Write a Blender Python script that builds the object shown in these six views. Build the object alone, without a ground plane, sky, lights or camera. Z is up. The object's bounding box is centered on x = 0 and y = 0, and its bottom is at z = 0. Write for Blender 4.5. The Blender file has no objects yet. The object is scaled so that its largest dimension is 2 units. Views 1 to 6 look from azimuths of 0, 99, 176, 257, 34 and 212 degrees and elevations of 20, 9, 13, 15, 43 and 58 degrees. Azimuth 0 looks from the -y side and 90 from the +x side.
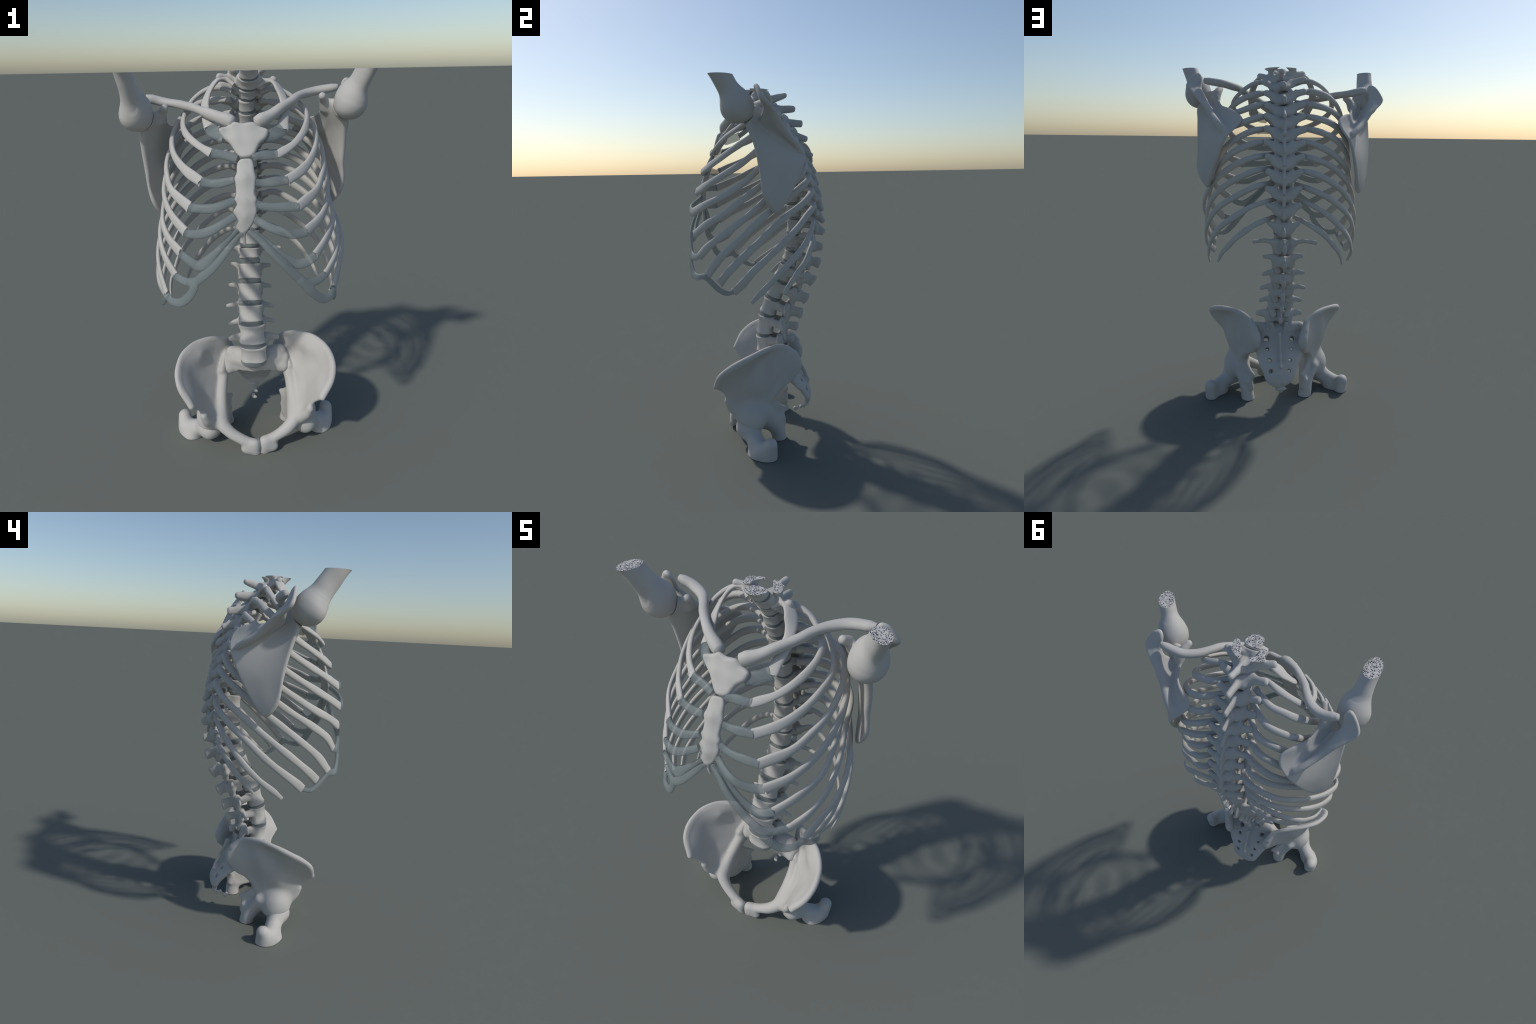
"""Human torso skeleton (scapulae, clavicles, humerus stubs, rib cage, spine, pelvis,
femur stubs), cut flat above the shoulders and at the ischium.  Every bone is built from
anatomical parameters: spines with radii, lofted bodies and curved plates that are blended
in a distance field and meshed, or swept sections (ribs)."""
import bpy, bmesh, math
import numpy as np

TOP, FLOOR = 2.0, 0.0
V = np.array


# ----------------------------------------------------------------------------- helpers
def unit(v):
    v = np.asarray(v, float)
    return v / (np.linalg.norm(v) + 1e-12)


def spline(P, n):
    """Catmull-Rom through control points (any dimension)."""
    P = np.asarray(P, float)
    k = len(P)
    Q = np.vstack([2 * P[0] - P[1], P, 2 * P[-1] - P[-2]])
    t = np.linspace(0, k - 1, n)
    i = np.minimum(t.astype(int), k - 2)
    u = (t - i)[:, None]
    a, b, c, d = Q[i], Q[i + 1], Q[i + 2], Q[i + 3]
    return .5 * (2 * b + (c - a) * u + (2 * a - 5 * b + 4 * c - d) * u ** 2 + (3 * b - a - 3 * c + d) * u ** 3)


def even(P, n):
    """Spline resampled to equal arc length."""
    S = spline(P, 240)
    L = np.concatenate([[0], np.cumsum(np.linalg.norm(np.diff(S[:, :3], axis=0), axis=1))])
    q = np.linspace(0, L[-1], n)
    return np.stack([np.interp(q, L, S[:, j]) for j in range(S.shape[1])], 1)


def ripple(P, seed, f):
    """Smooth pseudo-random field from a few sine waves, range about -1..1."""
    r = np.random.RandomState(seed)
    out = 0
    for _ in range(5):
        out = out + np.sin(P @ (r.normal(size=3) * f) + r.rand() * 6.28)
    return out / 2.6


# ----------------------------------------------------------------- distance field solid
class Solid:
    """Blend of primitives in a distance field, meshed with surface nets."""

    def __init__(self, lo, hi, h):
        self.h = h
        self.lo = V(lo, float) - 3 * h
        n = np.ceil((V(hi, float) - self.lo) / h).astype(int) + 4
        self.ax = [self.lo[i] + h * np.arange(n[i]) for i in range(3)]
        self.D = np.full(n, 0.5, np.float32)

    def block(self, lo, hi):
        s = []
        for i in range(3):
            a = np.searchsorted(self.ax[i], lo[i])
            b = np.searchsorted(self.ax[i], hi[i])
            if b <= a:
                return None, None
            s.append(slice(a, b))
        X, Y, Z = np.meshgrid(*[self.ax[i][s[i]] for i in range(3)], indexing='ij')
        return tuple(s), np.stack([X, Y, Z], -1)

    def put(self, s, d, k, op='add'):
        A = self.D[s]
        if op == 'add':
            w = np.clip(.5 + .5 * (A - d) / k, 0, 1)
            self.D[s] = A * (1 - w) + d * w - k * w * (1 - w)
        else:                                   # smooth subtraction
            w = np.clip(.5 - .5 * (A + d) / k, 0, 1)
            self.D[s] = A * (1 - w) - d * w + k * w * (1 - w)

    def tube(self, P, ra, rb=None, axis=(0, 0, 1), k=.012, n=None, op='add'):
        """Sweep of an ellipse: ra along axis (made normal to the path), rb across."""
        P = np.asarray(P, float)
        m = n or max(2, 5 * (len(P) - 1))
        ra = np.broadcast_to(ra, len(P)) if np.ndim(ra) == 0 else V(ra, float)
        rb = ra if rb is None else (np.broadcast_to(rb, len(P)) if np.ndim(rb) == 0 else V(rb, float))
        ax = np.broadcast_to(V(axis, float), (len(P), 3)) if np.ndim(axis) == 1 else V(axis, float)
        Q = spline(np.column_stack([P, ra, rb, ax]), m + 1) if len(P) > 2 else \
            np.linspace(np.r_[P[0], ra[0], rb[0], ax[0]], np.r_[P[1], ra[1], rb[1], ax[1]], m + 1)
        mg = k + 2 * self.h
        best = None
        R = max(ra.max(), rb.max())
        s, X = self.block(P.min(0) - R - mg - .01, P.max(0) + R + mg + .01)
        if s is None:
            return
        tot = np.full(X.shape[:3], 0.5, np.float32)
        o = [x.start for x in s]
        for q0, q1 in zip(Q[:-1], Q[1:]):
            r = max(q0[3], q0[4], q1[3], q1[4]) + mg
            lo, hi = np.minimum(q0[:3], q1[:3]) - r, np.maximum(q0[:3], q1[:3]) + r
            ss, Y = self.block(lo, hi)
            if ss is None:
                continue
            loc = tuple(slice(max(a.start - b, 0), a.stop - b) for a, b in zip(ss, o))
            if tot[loc].shape != Y.shape[:3]:
                continue
            T = q1[:3] - q0[:3]
            L = np.linalg.norm(T) + 1e-9
            T = T / L
            A = q0[5:] - (q0[5:] @ T) * T
            A = unit(A)
            B = np.cross(T, A)
            d = Y - q0[:3]
            t = np.clip(d @ T / L, 0, 1)
            d = d - t[..., None] * (T * L)
            a = q0[3] + t * (q1[3] - q0[3])
            b = q0[4] + t * (q1[4] - q0[4])
            c = np.minimum(a, b)
            da, db, dt = d @ A, d @ B, d @ T
            k0 = np.sqrt((da / a) ** 2 + (db / b) ** 2 + (dt / c) ** 2)
            k1 = np.sqrt((da / a ** 2) ** 2 + (db / b ** 2) ** 2 + (dt / c ** 2) ** 2) + 1e-9
            e = np.where(k0 > 1e-4, k0 * (k0 - 1) / k1, -c)
            tot[loc] = np.minimum(tot[loc], e)
        self.put(s, tot, k, op)

    def ball(self, c, r, k=.012, rot=None, op='add'):
        """Ellipsoid; rot rows are its axes."""
        c = V(c, float)
        r = V([r] * 3, float) if np.ndim(r) == 0 else V(r, float)
        s, X = self.block(c - r.max() - k - .01, c + r.max() + k + .01)
        if s is None:
            return
        d = X - c
        if rot is not None:
            d = d @ V(rot, float).T
        k0 = np.sqrt(((d / r) ** 2).sum(-1))
        k1 = np.sqrt(((d / r ** 2) ** 2).sum(-1)) + 1e-9
        self.put(s, np.where(k0 > 1e-4, k0 * (k0 - 1) / k1, -r.min()).astype(np.float32), k, op)

    def body(self, c, x, p, u, a, b, h, waist, k=.004, back=.25):
        """Vertebral body: waisted elliptic drum with lipped rims, flattened behind."""
        R = max(a, b, h) * 1.35 + .02
        s, X = self.block(c - R, c + R)
        d = X - c
        lx, lp, lu = d @ x, d @ p, d @ u
        f = 1 - waist * (1 - np.clip(np.abs(lu) / (h / 2), 0, 1) ** 2.2)
        pp = lp + np.clip(lp, 0, 1) * back
        rad = (np.abs(lx / (a * f)) ** 2.3 + np.abs(pp / (b * f)) ** 2.3) ** (1 / 2.3)
        e1 = (rad - 1) * min(a, b) * .95
        e2 = np.abs(lu) - h / 2
        m = .007
        w = np.clip(.5 + .5 * (e1 - e2) / m, 0, 1)
        self.put(s, (e2 * (1 - w) + e1 * w + m * w * (1 - w)).astype(np.float32), k)

    def plate(self, border, tb, inner=(), ti=(), normal=None, k=.012, smooth=6, op='add'):
        """Curved sheet: closed border (3d points with half thickness), inner points shape it."""
        Bd = V(border, float)
        tb = np.broadcast_to(tb, len(Bd)) if np.ndim(tb) == 0 else V(tb, float)
        I = V(inner, float).reshape(-1, 3)
        ctr = V(list(Bd) + list(I), float)
        th = np.concatenate([tb, V(ti, float)])
        o = ctr.mean(0)
        if normal is None:
            normal = np.linalg.svd(ctr - o)[2][2]
        N = unit(normal)
        U = unit(np.cross(N, V([.3, .2, 1.])))
        W = np.cross(N, U)
        uv = lambda X: np.stack([(X - o) @ U, (X - o) @ W], -1)
        # closed smooth outline
        m = len(Bd)
        ext = np.vstack([Bd[-2:], Bd, Bd[:3]])
        n = (len(ext) - 1) * smooth
        S = spline(ext, n + 1)[2 * smooth:(2 + m) * smooth]
        poly = uv(S)
        c2 = uv(ctr)
        r = np.linalg.norm(c2[:, None] - c2[None], axis=2)
        phi = lambda r: r ** 2 * np.log(r + 1e-6)
        K = np.block([[phi(r) + 1e-7 * np.eye(len(c2)), np.ones((len(c2), 1)), c2],
                      [np.ones((1, len(c2))), np.zeros((1, 3))], [c2.T, np.zeros((2, 3))]])
        rhs = np.zeros((len(c2) + 3, 2))
        rhs[:len(c2), 0] = (ctr - o) @ N
        rhs[:len(c2), 1] = th
        cf = np.linalg.solve(K, rhs)
        mg = th.max() + k + 2 * self.h
        # height, half thickness, slope and outline distance tabulated over the sheet plane
        st = self.h * .8
        lo, hi = poly.min(0) - mg - 2 * st, poly.max(0) + mg + 2 * st
        gu, gv = np.arange(lo[0], hi[0], st), np.arange(lo[1], hi[1], st)
        Q = np.stack(np.meshgrid(gu, gv, indexing='ij'), -1).reshape(-1, 2)
        tab = np.empty((len(Q), 3))
        a, b = poly, np.roll(poly, -1, 0)
        ba = b - a
        for ch in np.array_split(np.arange(len(Q)), max(1, len(Q) // 8000)):
            q = Q[ch]
            tab[ch, :2] = np.concatenate([phi(np.linalg.norm(q[:, None] - c2[None], axis=2)), np.ones((len(q), 1)), q], 1) @ cf
            pa = q[:, None] - a[None]
            tt = np.clip((pa * ba).sum(2) / (ba ** 2).sum(1), 0, 1)
            ds = np.sqrt(((pa - tt[..., None] * ba) ** 2).sum(2)).min(1)
            c = ((a[None, :, 1] > q[:, None, 1]) != (b[None, :, 1] > q[:, None, 1])) & \
                (q[:, None, 0] < ba[None, :, 0] * (q[:, None, 1] - a[None, :, 1]) / (ba[None, :, 1] + 1e-12) + a[None, :, 0])
            tab[ch, 2] = np.where(c.sum(1) % 2 == 1, -ds, ds)
        tab = tab.reshape(len(gu), len(gv), 3)
        g0, g1 = np.gradient(tab[..., 0], st)
        tab = np.concatenate([tab, 1 / np.sqrt(1 + g0 ** 2 + g1 ** 2)[..., None]], -1)
        s, X = self.block(ctr.min(0) - mg, ctr.max(0) + mg)
        sh = X.shape[:3]
        q = (uv(X).reshape(-1, 2) - lo) / st
        w = ((X - o) @ N).ravel()
        out = np.full(len(q), .5, np.float32)
        ok = np.where((q[:, 0] > 0) & (q[:, 1] > 0) & (q[:, 0] < len(gu) - 1.01) & (q[:, 1] < len(gv) - 1.01))[0]
        i = q[ok].astype(int)
        f = q[ok] - i
        T = (tab[i[:, 0], i[:, 1]] * ((1 - f[:, :1]) * (1 - f[:, 1:])) + tab[i[:, 0] + 1, i[:, 1]] * (f[:, :1] * (1 - f[:, 1:])) +
             tab[i[:, 0], i[:, 1] + 1] * ((1 - f[:, :1]) * f[:, 1:]) + tab[i[:, 0] + 1, i[:, 1] + 1] * (f[:, :1] * f[:, 1:]))
        t = np.clip(T[:, 1], .0025, .06)
        dw = np.abs(w[ok] - T[:, 0]) * T[:, 3]
        dx = np.maximum(T[:, 2] + t, 0)
        out[ok] = np.sqrt(dx ** 2 + dw ** 2) - t
        self.put(s, out.reshape(sh), k, op)

    def rough(self, amp, freq, seed):
        """Uneven bone surface."""
        band = np.nonzero(np.abs(self.D) < .012)
        P = np.stack([self.ax[i][band[i]] for i in range(3)], -1)
        self.D[band] += (amp * ripple(P, seed, freq)).astype(np.float32)

    def mesh(self):
        D = self.D
        neg = D < 0
        nx, ny, nz = D.shape
        c = [(i, j, k) for i in (0, 1) for j in (0, 1) for k in (0, 1)]
        cor = [neg[i:nx - 1 + i, j:ny - 1 + j, k:nz - 1 + k] for i, j, k in c]
        cnt = sum(x.astype(np.int8) for x in cor)
        act = (cnt > 0) & (cnt < 8)
        idx = np.full(act.shape, -1, np.int64)
        ii = np.argwhere(act)
        idx[act] = np.arange(len(ii))
        val = np.stack([D[ii[:, 0] + i, ii[:, 1] + j, ii[:, 2] + k] for i, j, k in c], 1)
        acc = np.zeros((len(ii), 3))
        num = np.zeros(len(ii))
        for e0 in range(8):
            for ax, st in ((0, 4), (1, 2), (2, 1)):
                if c[e0][ax]:
                    continue
                e1 = e0 + st
                a, b = val[:, e0], val[:, e1]
                x = (a < 0) != (b < 0)
                t = a[x] / (a[x] - b[x])
                p = np.tile(V(c[e0], float), (x.sum(), 1))
                p[:, ax] = t
                acc[x] += p
                num[x] += 1
        vt = (ii + acc / num[:, None]) * self.h + self.lo
        faces = []
        for ax in range(3):
            o1, o2 = [(1, 2), (2, 0), (0, 1)][ax]
            a = [slice(None)] * 3
            b = [slice(None)] * 3
            a[ax], b[ax] = slice(0, -1), slice(1, None)
            A, B = neg[tuple(a)], neg[tuple(b)]
            ch = A != B
            e = np.argwhere(ch)
            flip = A[ch]
            ok = (e[:, o1] > 0) & (e[:, o2] > 0) & (e[:, o1] < act.shape[o1]) & (e[:, o2] < act.shape[o2])
            e, flip = e[ok], flip[ok]
            d1 = np.zeros(3, int)
            d2 = np.zeros(3, int)
            d1[o1] = d2[o2] = 1
            q = [e - d1 - d2, e - d2, e, e - d1]
            q = np.stack([idx[tuple(x.T)] for x in q], 1)
            q[~flip] = q[~flip][:, ::-1]
            faces.append(q)
        F = np.concatenate(faces)
        # light smoothing of the vertices over quad neighbours
        ed = np.concatenate([F[:, [0, 1]], F[:, [1, 2]], F[:, [2, 3]], F[:, [3, 0]]])
        for lam in (.5, -.35, .5, -.35):
            sm = np.zeros_like(vt)
            nn = np.zeros(len(vt))
            for x, y in ((0, 1), (1, 0)):
                for j in range(3):
                    sm[:, j] += np.bincount(ed[:, x], vt[ed[:, y], j], len(vt))
                nn += np.bincount(ed[:, x], minlength=len(vt))
            vt = vt + lam * (sm / nn[:, None] - vt)
        return vt, F


# --------------------------------------------------------------------------- materials
def new_mat(name):
    m = bpy.data.materials.new(name)
    m.use_nodes = True
    nt = m.node_tree
    bsdf = next(n for n in nt.nodes if n.type == 'BSDF_PRINCIPLED')
    return m, nt, bsdf


def bone_material(name, color, rough=.62):
    m, nt, b = new_mat(name)
    N, L = nt.nodes, nt.links
    tc = N.new('ShaderNodeTexCoord')
    n1 = N.new('ShaderNodeTexNoise')
    n1.inputs['Scale'].default_value = 9
    n1.inputs['Detail'].default_value = 4
    n2 = N.new('ShaderNodeTexNoise')
    n2.inputs['Scale'].default_value = 160
    n2.inputs['Detail'].default_value = 3
    L.new(tc.outputs['Object'], n1.inputs['Vector'])
    L.new(tc.outputs['Object'], n2.inputs['Vector'])
    r = N.new('ShaderNodeValToRGB')
    r.color_ramp.elements[0].position, r.color_ramp.elements[1].position = .3, .7
    r.color_ramp.elements[0].color = [c * .965 for c in color] + [1]
    r.color_ramp.elements[1].color = [min(1, c * 1.03) for c in color] + [1]
    L.new(n1.outputs['Fac'], r.inputs['Fac'])
    L.new(r.outputs['Color'], b.inputs['Base Color'])
    bp = N.new('ShaderNodeBump')
    bp.inputs['Strength'].default_value = .04
    bp.inputs['Distance'].default_value = .002
    L.new(n2.outputs['Fac'], bp.inputs['Height'])
    L.new(bp.outputs['Normal'], b.inputs['Normal'])
    b.inputs['Roughness'].default_value = rough
    b.inputs['Specular IOR Level'].default_value = .22
    return m


def spongy_material(name, color):
    """Cut bone: pale struts round dark marrow pores."""
    m, nt, b = new_mat(name)
    N, L = nt.nodes, nt.links
    tc = N.new('ShaderNodeTexCoord')
    nz = N.new('ShaderNodeTexNoise')
    nz.inputs['Scale'].default_value = 60
    mx = N.new('ShaderNodeMix')
    mx.data_type = 'VECTOR'
    mx.inputs[0].default_value = .012
    L.new(tc.outputs['Object'], nz.inputs['Vector'])
    L.new(tc.outputs['Object'], mx.inputs[4])
    L.new(nz.outputs['Color'], mx.inputs[5])
    v = N.new('ShaderNodeTexVoronoi')
    v.feature = 'DISTANCE_TO_EDGE'
    v.inputs['Scale'].default_value = 125
    v.inputs['Randomness'].default_value = 1
    L.new(mx.outputs[1], v.inputs['Vector'])
    v2 = N.new('ShaderNodeTexVoronoi')
    v2.inputs['Scale'].default_value = 125
    L.new(mx.outputs[1], v2.inputs['Vector'])
    sp = N.new('ShaderNodeSeparateColor')
    L.new(v2.outputs['Color'], sp.inputs['Color'])
    ma = N.new('ShaderNodeMath')
    ma.operation = 'MULTIPLY_ADD'
    ma.inputs[1].default_value = -.16
    L.new(sp.outputs['Red'], ma.inputs[0])
    L.new(v.outputs['Distance'], ma.inputs[2])
    r = N.new('ShaderNodeValToRGB')
    r.color_ramp.elements[0].position, r.color_ramp.elements[1].position = .03, .13
    r.color_ramp.elements[0].color = list(color) + [1]
    r.color_ramp.elements[1].color = (.035, .037, .045, 1)
    L.new(ma.outputs['Value'], r.inputs['Fac'])
    L.new(r.outputs['Color'], b.inputs['Base Color'])
    b.inputs['Roughness'].default_value = .7
    b.inputs['Specular IOR Level'].default_value = .2
    return m


def cartilage_material(name, color, alpha):
    m, nt, b = new_mat(name)
    N, L = nt.nodes, nt.links
    tc = N.new('ShaderNodeTexCoord')
    n1 = N.new('ShaderNodeTexNoise')
    n1.inputs['Scale'].default_value = 14
    L.new(tc.outputs['Object'], n1.inputs['Vector'])
    r = N.new('ShaderNodeValToRGB')
    r.color_ramp.elements[0].position, r.color_ramp.elements[1].position = .3, .7
    r.color_ramp.elements[0].color = [c * .96 for c in color] + [1]
    r.color_ramp.elements[1].color = [c * 1.04 for c in color] + [1]
    L.new(n1.outputs['Fac'], r.inputs['Fac'])
    L.new(r.outputs['Color'], b.inputs['Base Color'])
    b.inputs['Alpha'].default_value = alpha
    b.inputs['Roughness'].default_value = .45
    b.inputs['Specular IOR Level'].default_value = .3
    return m


BONE = bone_material('bone', (.482, .469, .442))
SPONGE = spongy_material('spongy_bone', (.56, .55, .53))
CART = cartilage_material('cartilage', (.237, .277, .28), .52)

# ------------------------------------------------------------------------------ scene
col = bpy.context.scene.collection
ROOT = bpy.data.objects.new('torso_skeleton', None)
ROOT['label'] = 'pale human torso skeleton with ribs, spine and pelvis'
ROOT['category'] = 'skeleton'
col.objects.link(ROOT)


def add(name, verts, faces, mats=(BONE,), parent=None, clip=True, angle=42, smooth=True):
    me = bpy.data.meshes.new(name)
    me.from_pydata(np.asarray(verts).tolist(), [], faces.tolist() if isinstance(faces, np.ndarray) else faces)
    for m in mats:
        me.materials.append(m)
    z = np.asarray(verts)[:, 2]
    bm = bmesh.new()
    bm.from_mesh(me)
    if clip:
        for z0, up in ((TOP, 1), (FLOOR, -1)):
            if (z.max() > z0 if up > 0 else z.min() < z0):
                res = bmesh.ops.bisect_plane(bm, geom=bm.verts[:] + bm.edges[:] + bm.faces[:], plane_co=(0, 0, z0),
                                             plane_no=(0, 0, up), clear_outer=True)
                cut = [e for e in res['geom_cut'] if isinstance(e, bmesh.types.BMEdge)]
                loops = bmesh.ops.contextual_create(bm, geom=cut) if False else bmesh.ops.holes_fill(bm, edges=cut, sides=0)
                for f in loops['faces']:
                    f.material_index = 1 if len(mats) > 1 else 0
                    f.tag = True
    bmesh.ops.recalc_face_normals(bm, faces=bm.faces[:])
    for f in bm.faces:
        f.smooth = smooth and not f.tag
    caps = [f for f in bm.faces if f.tag]
    for f in caps:
        for e in f.edges:
            e.smooth = False
    bm.to_mesh(me)
    bm.free()
    if angle:
        me.set_sharp_from_angle(angle=math.radians(angle))
    ob = bpy.data.objects.new(name, me)
    col.objects.link(ob)
    ob.parent = parent or ROOT
    return ob


def sweep(P, A, ra, rb, seg=18, power=2.3, jag=0, seed=0):
    """Swept superellipse with end caps.  A: axis for ra at each point."""
    n = len(P)
    T = np.gradient(P, axis=0)
    T /= np.linalg.norm(T, axis=1)[:, None]
    A = A - (A * T).sum(1)[:, None] * T
    A /= np.linalg.norm(A, axis=1)[:, None]
    B = np.cross(T, A)
    th = np.linspace(0, 2 * np.pi, seg, endpoint=False)
    cs = np.sign(np.cos(th)) * np.abs(np.cos(th)) ** (2 / power)
    sn = np.sign(np.sin(th)) * np.abs(np.sin(th)) ** (2 / power)
    v = P[:, None] + ra[:, None, None] * cs[None, :, None] * A[:, None] + rb[:, None, None] * sn[None, :, None] * B[:, None]
    if jag:
        r = np.random.RandomState(seed)
        w = jag * (np.sin(2 * th + r.rand() * 6) * .6 + .5 * np.sin(3 * th + r.rand() * 6) + .6 * r.normal(size=seg) * .6)
        v[-1] += w[:, None] * T[-1]
        v[-2] += .5 * w[:, None] * T[-1]
    vv = v.reshape(-1, 3)
    f = []
    for i in range(n - 1):
        for j in range(seg):
            k = (j + 1) % seg
            f.append((i * seg + j, i * seg + k, (i + 1) * seg + k, (i + 1) * seg + j))
    c0, c1 = len(vv), len(vv) + 1
    vv = np.vstack([vv, P[0] - T[0] * rb[0] * .4, P[-1] - T[-1] * (.004 if jag else -rb[-1] * .3)])
    for j in range(seg):
        k = (j + 1) % seg
        f.append((c0, k, j))
        f.append((c1, (n - 1) * seg + j, (n - 1) * seg + k))
    return vv, f


# -------------------------------------------------------------------------------- ribs
# centre lines from the head at the spine to the front end
RIBS_R = {
    1: [(-.052, 0, 1.938), (-.088, .011, 1.965), (-.128, .009, 1.957), (-.166, -.009, 1.909), (-.183, -.045, 1.853), (-.172, -.095, 1.80), (-.156, -.142, 1.764)],
    2: [(-.062, .045, 1.908), (-.134, .075, 1.926), (-.199, .083, 1.908), (-.255, .063, 1.865), (-.287, .025, 1.81), (-.288, -.048, 1.765), (-.262, -.121, 1.73), (-.209, -.193, 1.697), (-.145, -.247, 1.668)],
    3: [(-.067, .09, 1.866), (-.17, .141, 1.862), (-.238, .133, 1.846), (-.289, .109, 1.812), (-.333, .055, 1.758), (-.35, -.017, 1.693), (-.326, -.114, 1.638), (-.265, -.212, 1.589), (-.192, -.284, 1.553)],
    4: [(-.067, .125, 1.806), (-.178, .193, 1.788), (-.265, .182, 1.76), (-.328, .134, 1.711), (-.362, .066, 1.658), (-.379, -.016, 1.603), (-.368, -.11, 1.551), (-.332, -.214, 1.499), (-.242, -.317, 1.448)],
    5: [(-.064, .155, 1.738), (-.159, .229, 1.722), (-.246, .226, 1.699), (-.317, .188, 1.653), (-.374, .102, 1.582), (-.397, -.008, 1.509), (-.383, -.13, 1.443), (-.335, -.238, 1.388), (-.265, -.329, 1.339)],
    6: [(-.064, .185, 1.667), (-.168, .263, 1.653), (-.269, .258, 1.614), (-.342, .203, 1.547), (-.389, .096, 1.477), (-.407, -.028, 1.401), (-.398, -.146, 1.333), (-.359, -.241, 1.286), (-.296, -.318, 1.239)],
    7: [(-.062, .205, 1.593), (-.134, .282, 1.589), (-.255, .286, 1.535), (-.339, .219, 1.465), (-.394, .101, 1.396), (-.424, -.016, 1.321), (-.42, -.129, 1.255), (-.386, -.226, 1.19), (-.333, -.286, 1.12)],
    8: [(-.066, .225, 1.526), (-.144, .305, 1.508), (-.247, .295, 1.468), (-.335, .223, 1.402), (-.4, .128, 1.322), (-.438, .024, 1.246), (-.446, -.078, 1.171), (-.427, -.172, 1.095), (-.39, -.246, 1.012)],
    9: [(-.062, .24, 1.446), (-.105, .311, 1.438), (-.185, .331, 1.417), (-.289, .297, 1.357), (-.376, .205, 1.274), (-.432, .091, 1.183), (-.457, -.02, 1.098), (-.448, -.114, 1.024), (-.399, -.184, .96)],
    10: [(-.063, .251, 1.364), (-.139, .325, 1.342), (-.232, .324, 1.3), (-.321, .273, 1.236), (-.388, .195, 1.164), (-.427, .11, 1.086), (-.445, .024, 1.019), (-.444, -.048, .966), (-.421, -.099, .922)],
    11: [(-.06, .252, 1.277), (-.132, .325, 1.264), (-.235, .314, 1.202), (-.333, .261, 1.113), (-.388, .205, 1.039), (-.41, .151, .985), (-.423, .103, .946), (-.425, .053, .909), (-.418, .006, .868)],
    12: [(-.06, .247, 1.179), (-.129, .309, 1.15), (-.207, .309, 1.102), (-.267, .278, 1.042), (-.316, .237, .981), (-.344, .191, .931), (-.36, .147, .88)],
}
RIBS_L = {
    1: [(.06, 0, 1.93), (.1, .008, 1.953), (.137, .0, 1.942), (.166, -.03, 1.895), (.177, -.07, 1.848), (.174, -.112, 1.80), (.163, -.152, 1.753)],
    2: [(.064, .045, 1.903), (.128, .073, 1.917), (.19, .076, 1.897), (.247, .052, 1.855), (.283, .005, 1.812), (.279, -.06, 1.77), (.257, -.124, 1.734), (.211, -.185, 1.692), (.135, -.238, 1.653)],
    3: [(.064, .09, 1.862), (.138, .137, 1.85), (.206, .138, 1.831), (.271, .109, 1.796), (.325, .044, 1.737), (.326, -.045, 1.682), (.298, -.139, 1.627), (.25, -.217, 1.586), (.179, -.282, 1.553)],
    4: [(.064, .125, 1.802), (.156, .187, 1.782), (.237, .192, 1.755), (.309, .156, 1.726), (.355, .08, 1.667), (.367, -.021, 1.59), (.346, -.124, 1.532), (.311, -.213, 1.488), (.225, -.309, 1.44)],
    5: [(.064, .155, 1.736), (.159, .231, 1.715), (.239, .231, 1.687), (.318, .184, 1.652), (.371, .095, 1.585), (.388, -.004, 1.494), (.377, -.111, 1.428), (.34, -.225, 1.378), (.263, -.32, 1.332)],
    6: [(.066, .188, 1.667), (.177, .267, 1.648), (.263, .264, 1.606), (.326, .203, 1.556), (.368, .096, 1.487), (.398, -.01, 1.409), (.407, -.112, 1.334), (.37, -.217, 1.275), (.305, -.306, 1.214)],
    7: [(.064, .205, 1.593), (.152, .281, 1.586), (.259, .286, 1.548), (.333, .242, 1.489), (.38, .127, 1.42), (.419, .021, 1.327), (.436, -.094, 1.241), (.411, -.195, 1.168), (.361, -.262, 1.106)],
    8: [(.064, .225, 1.523), (.168, .305, 1.51), (.271, .279, 1.469), (.365, .197, 1.397), (.431, .096, 1.317), (.463, .009, 1.234), (.464, -.069, 1.166), (.441, -.138, 1.099), (.41, -.207, 1.016)],
    9: [(.066, .242, 1.45), (.164, .319, 1.44), (.278, .294, 1.387), (.364, .212, 1.322), (.417, .131, 1.249), (.444, .051, 1.171), (.454, -.026, 1.097), (.444, -.093, 1.03), (.41, -.144, .971)],
    10: [(.063, .251, 1.369), (.151, .33, 1.361), (.259, .3, 1.307), (.362, .245, 1.236), (.417, .176, 1.165), (.443, .108, 1.101), (.454, .043, 1.04), (.447, -.012, .977), (.413, -.067, .925)],
    11: [(.064, .251, 1.276), (.098, .323, 1.276), (.187, .329, 1.247), (.286, .308, 1.184), (.366, .26, 1.116), (.413, .183, 1.036), (.434, .115, .961), (.44, .059, .906), (.435, .03, .872)],
    12: [(.062, .247, 1.18), (.107, .317, 1.173), (.165, .322, 1.148), (.225, .313, 1.107), (.275, .295, 1.063), (.312, .263, 1.018), (.345, .235, .977), (.365, .208, .939), (.378, .192, .91)],
}
RIB_TILT = {1: 2.6, 2: .75, 3: .38, 4: .25, 5: .16, 6: .1, 7: .06, 8: .02, 9: 0, 10: 0, 11: 0, 12: 0}


def lerp(x, pts):
    return np.interp(x, [p[0] for p in pts], [p[1] for p in pts])


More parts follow.
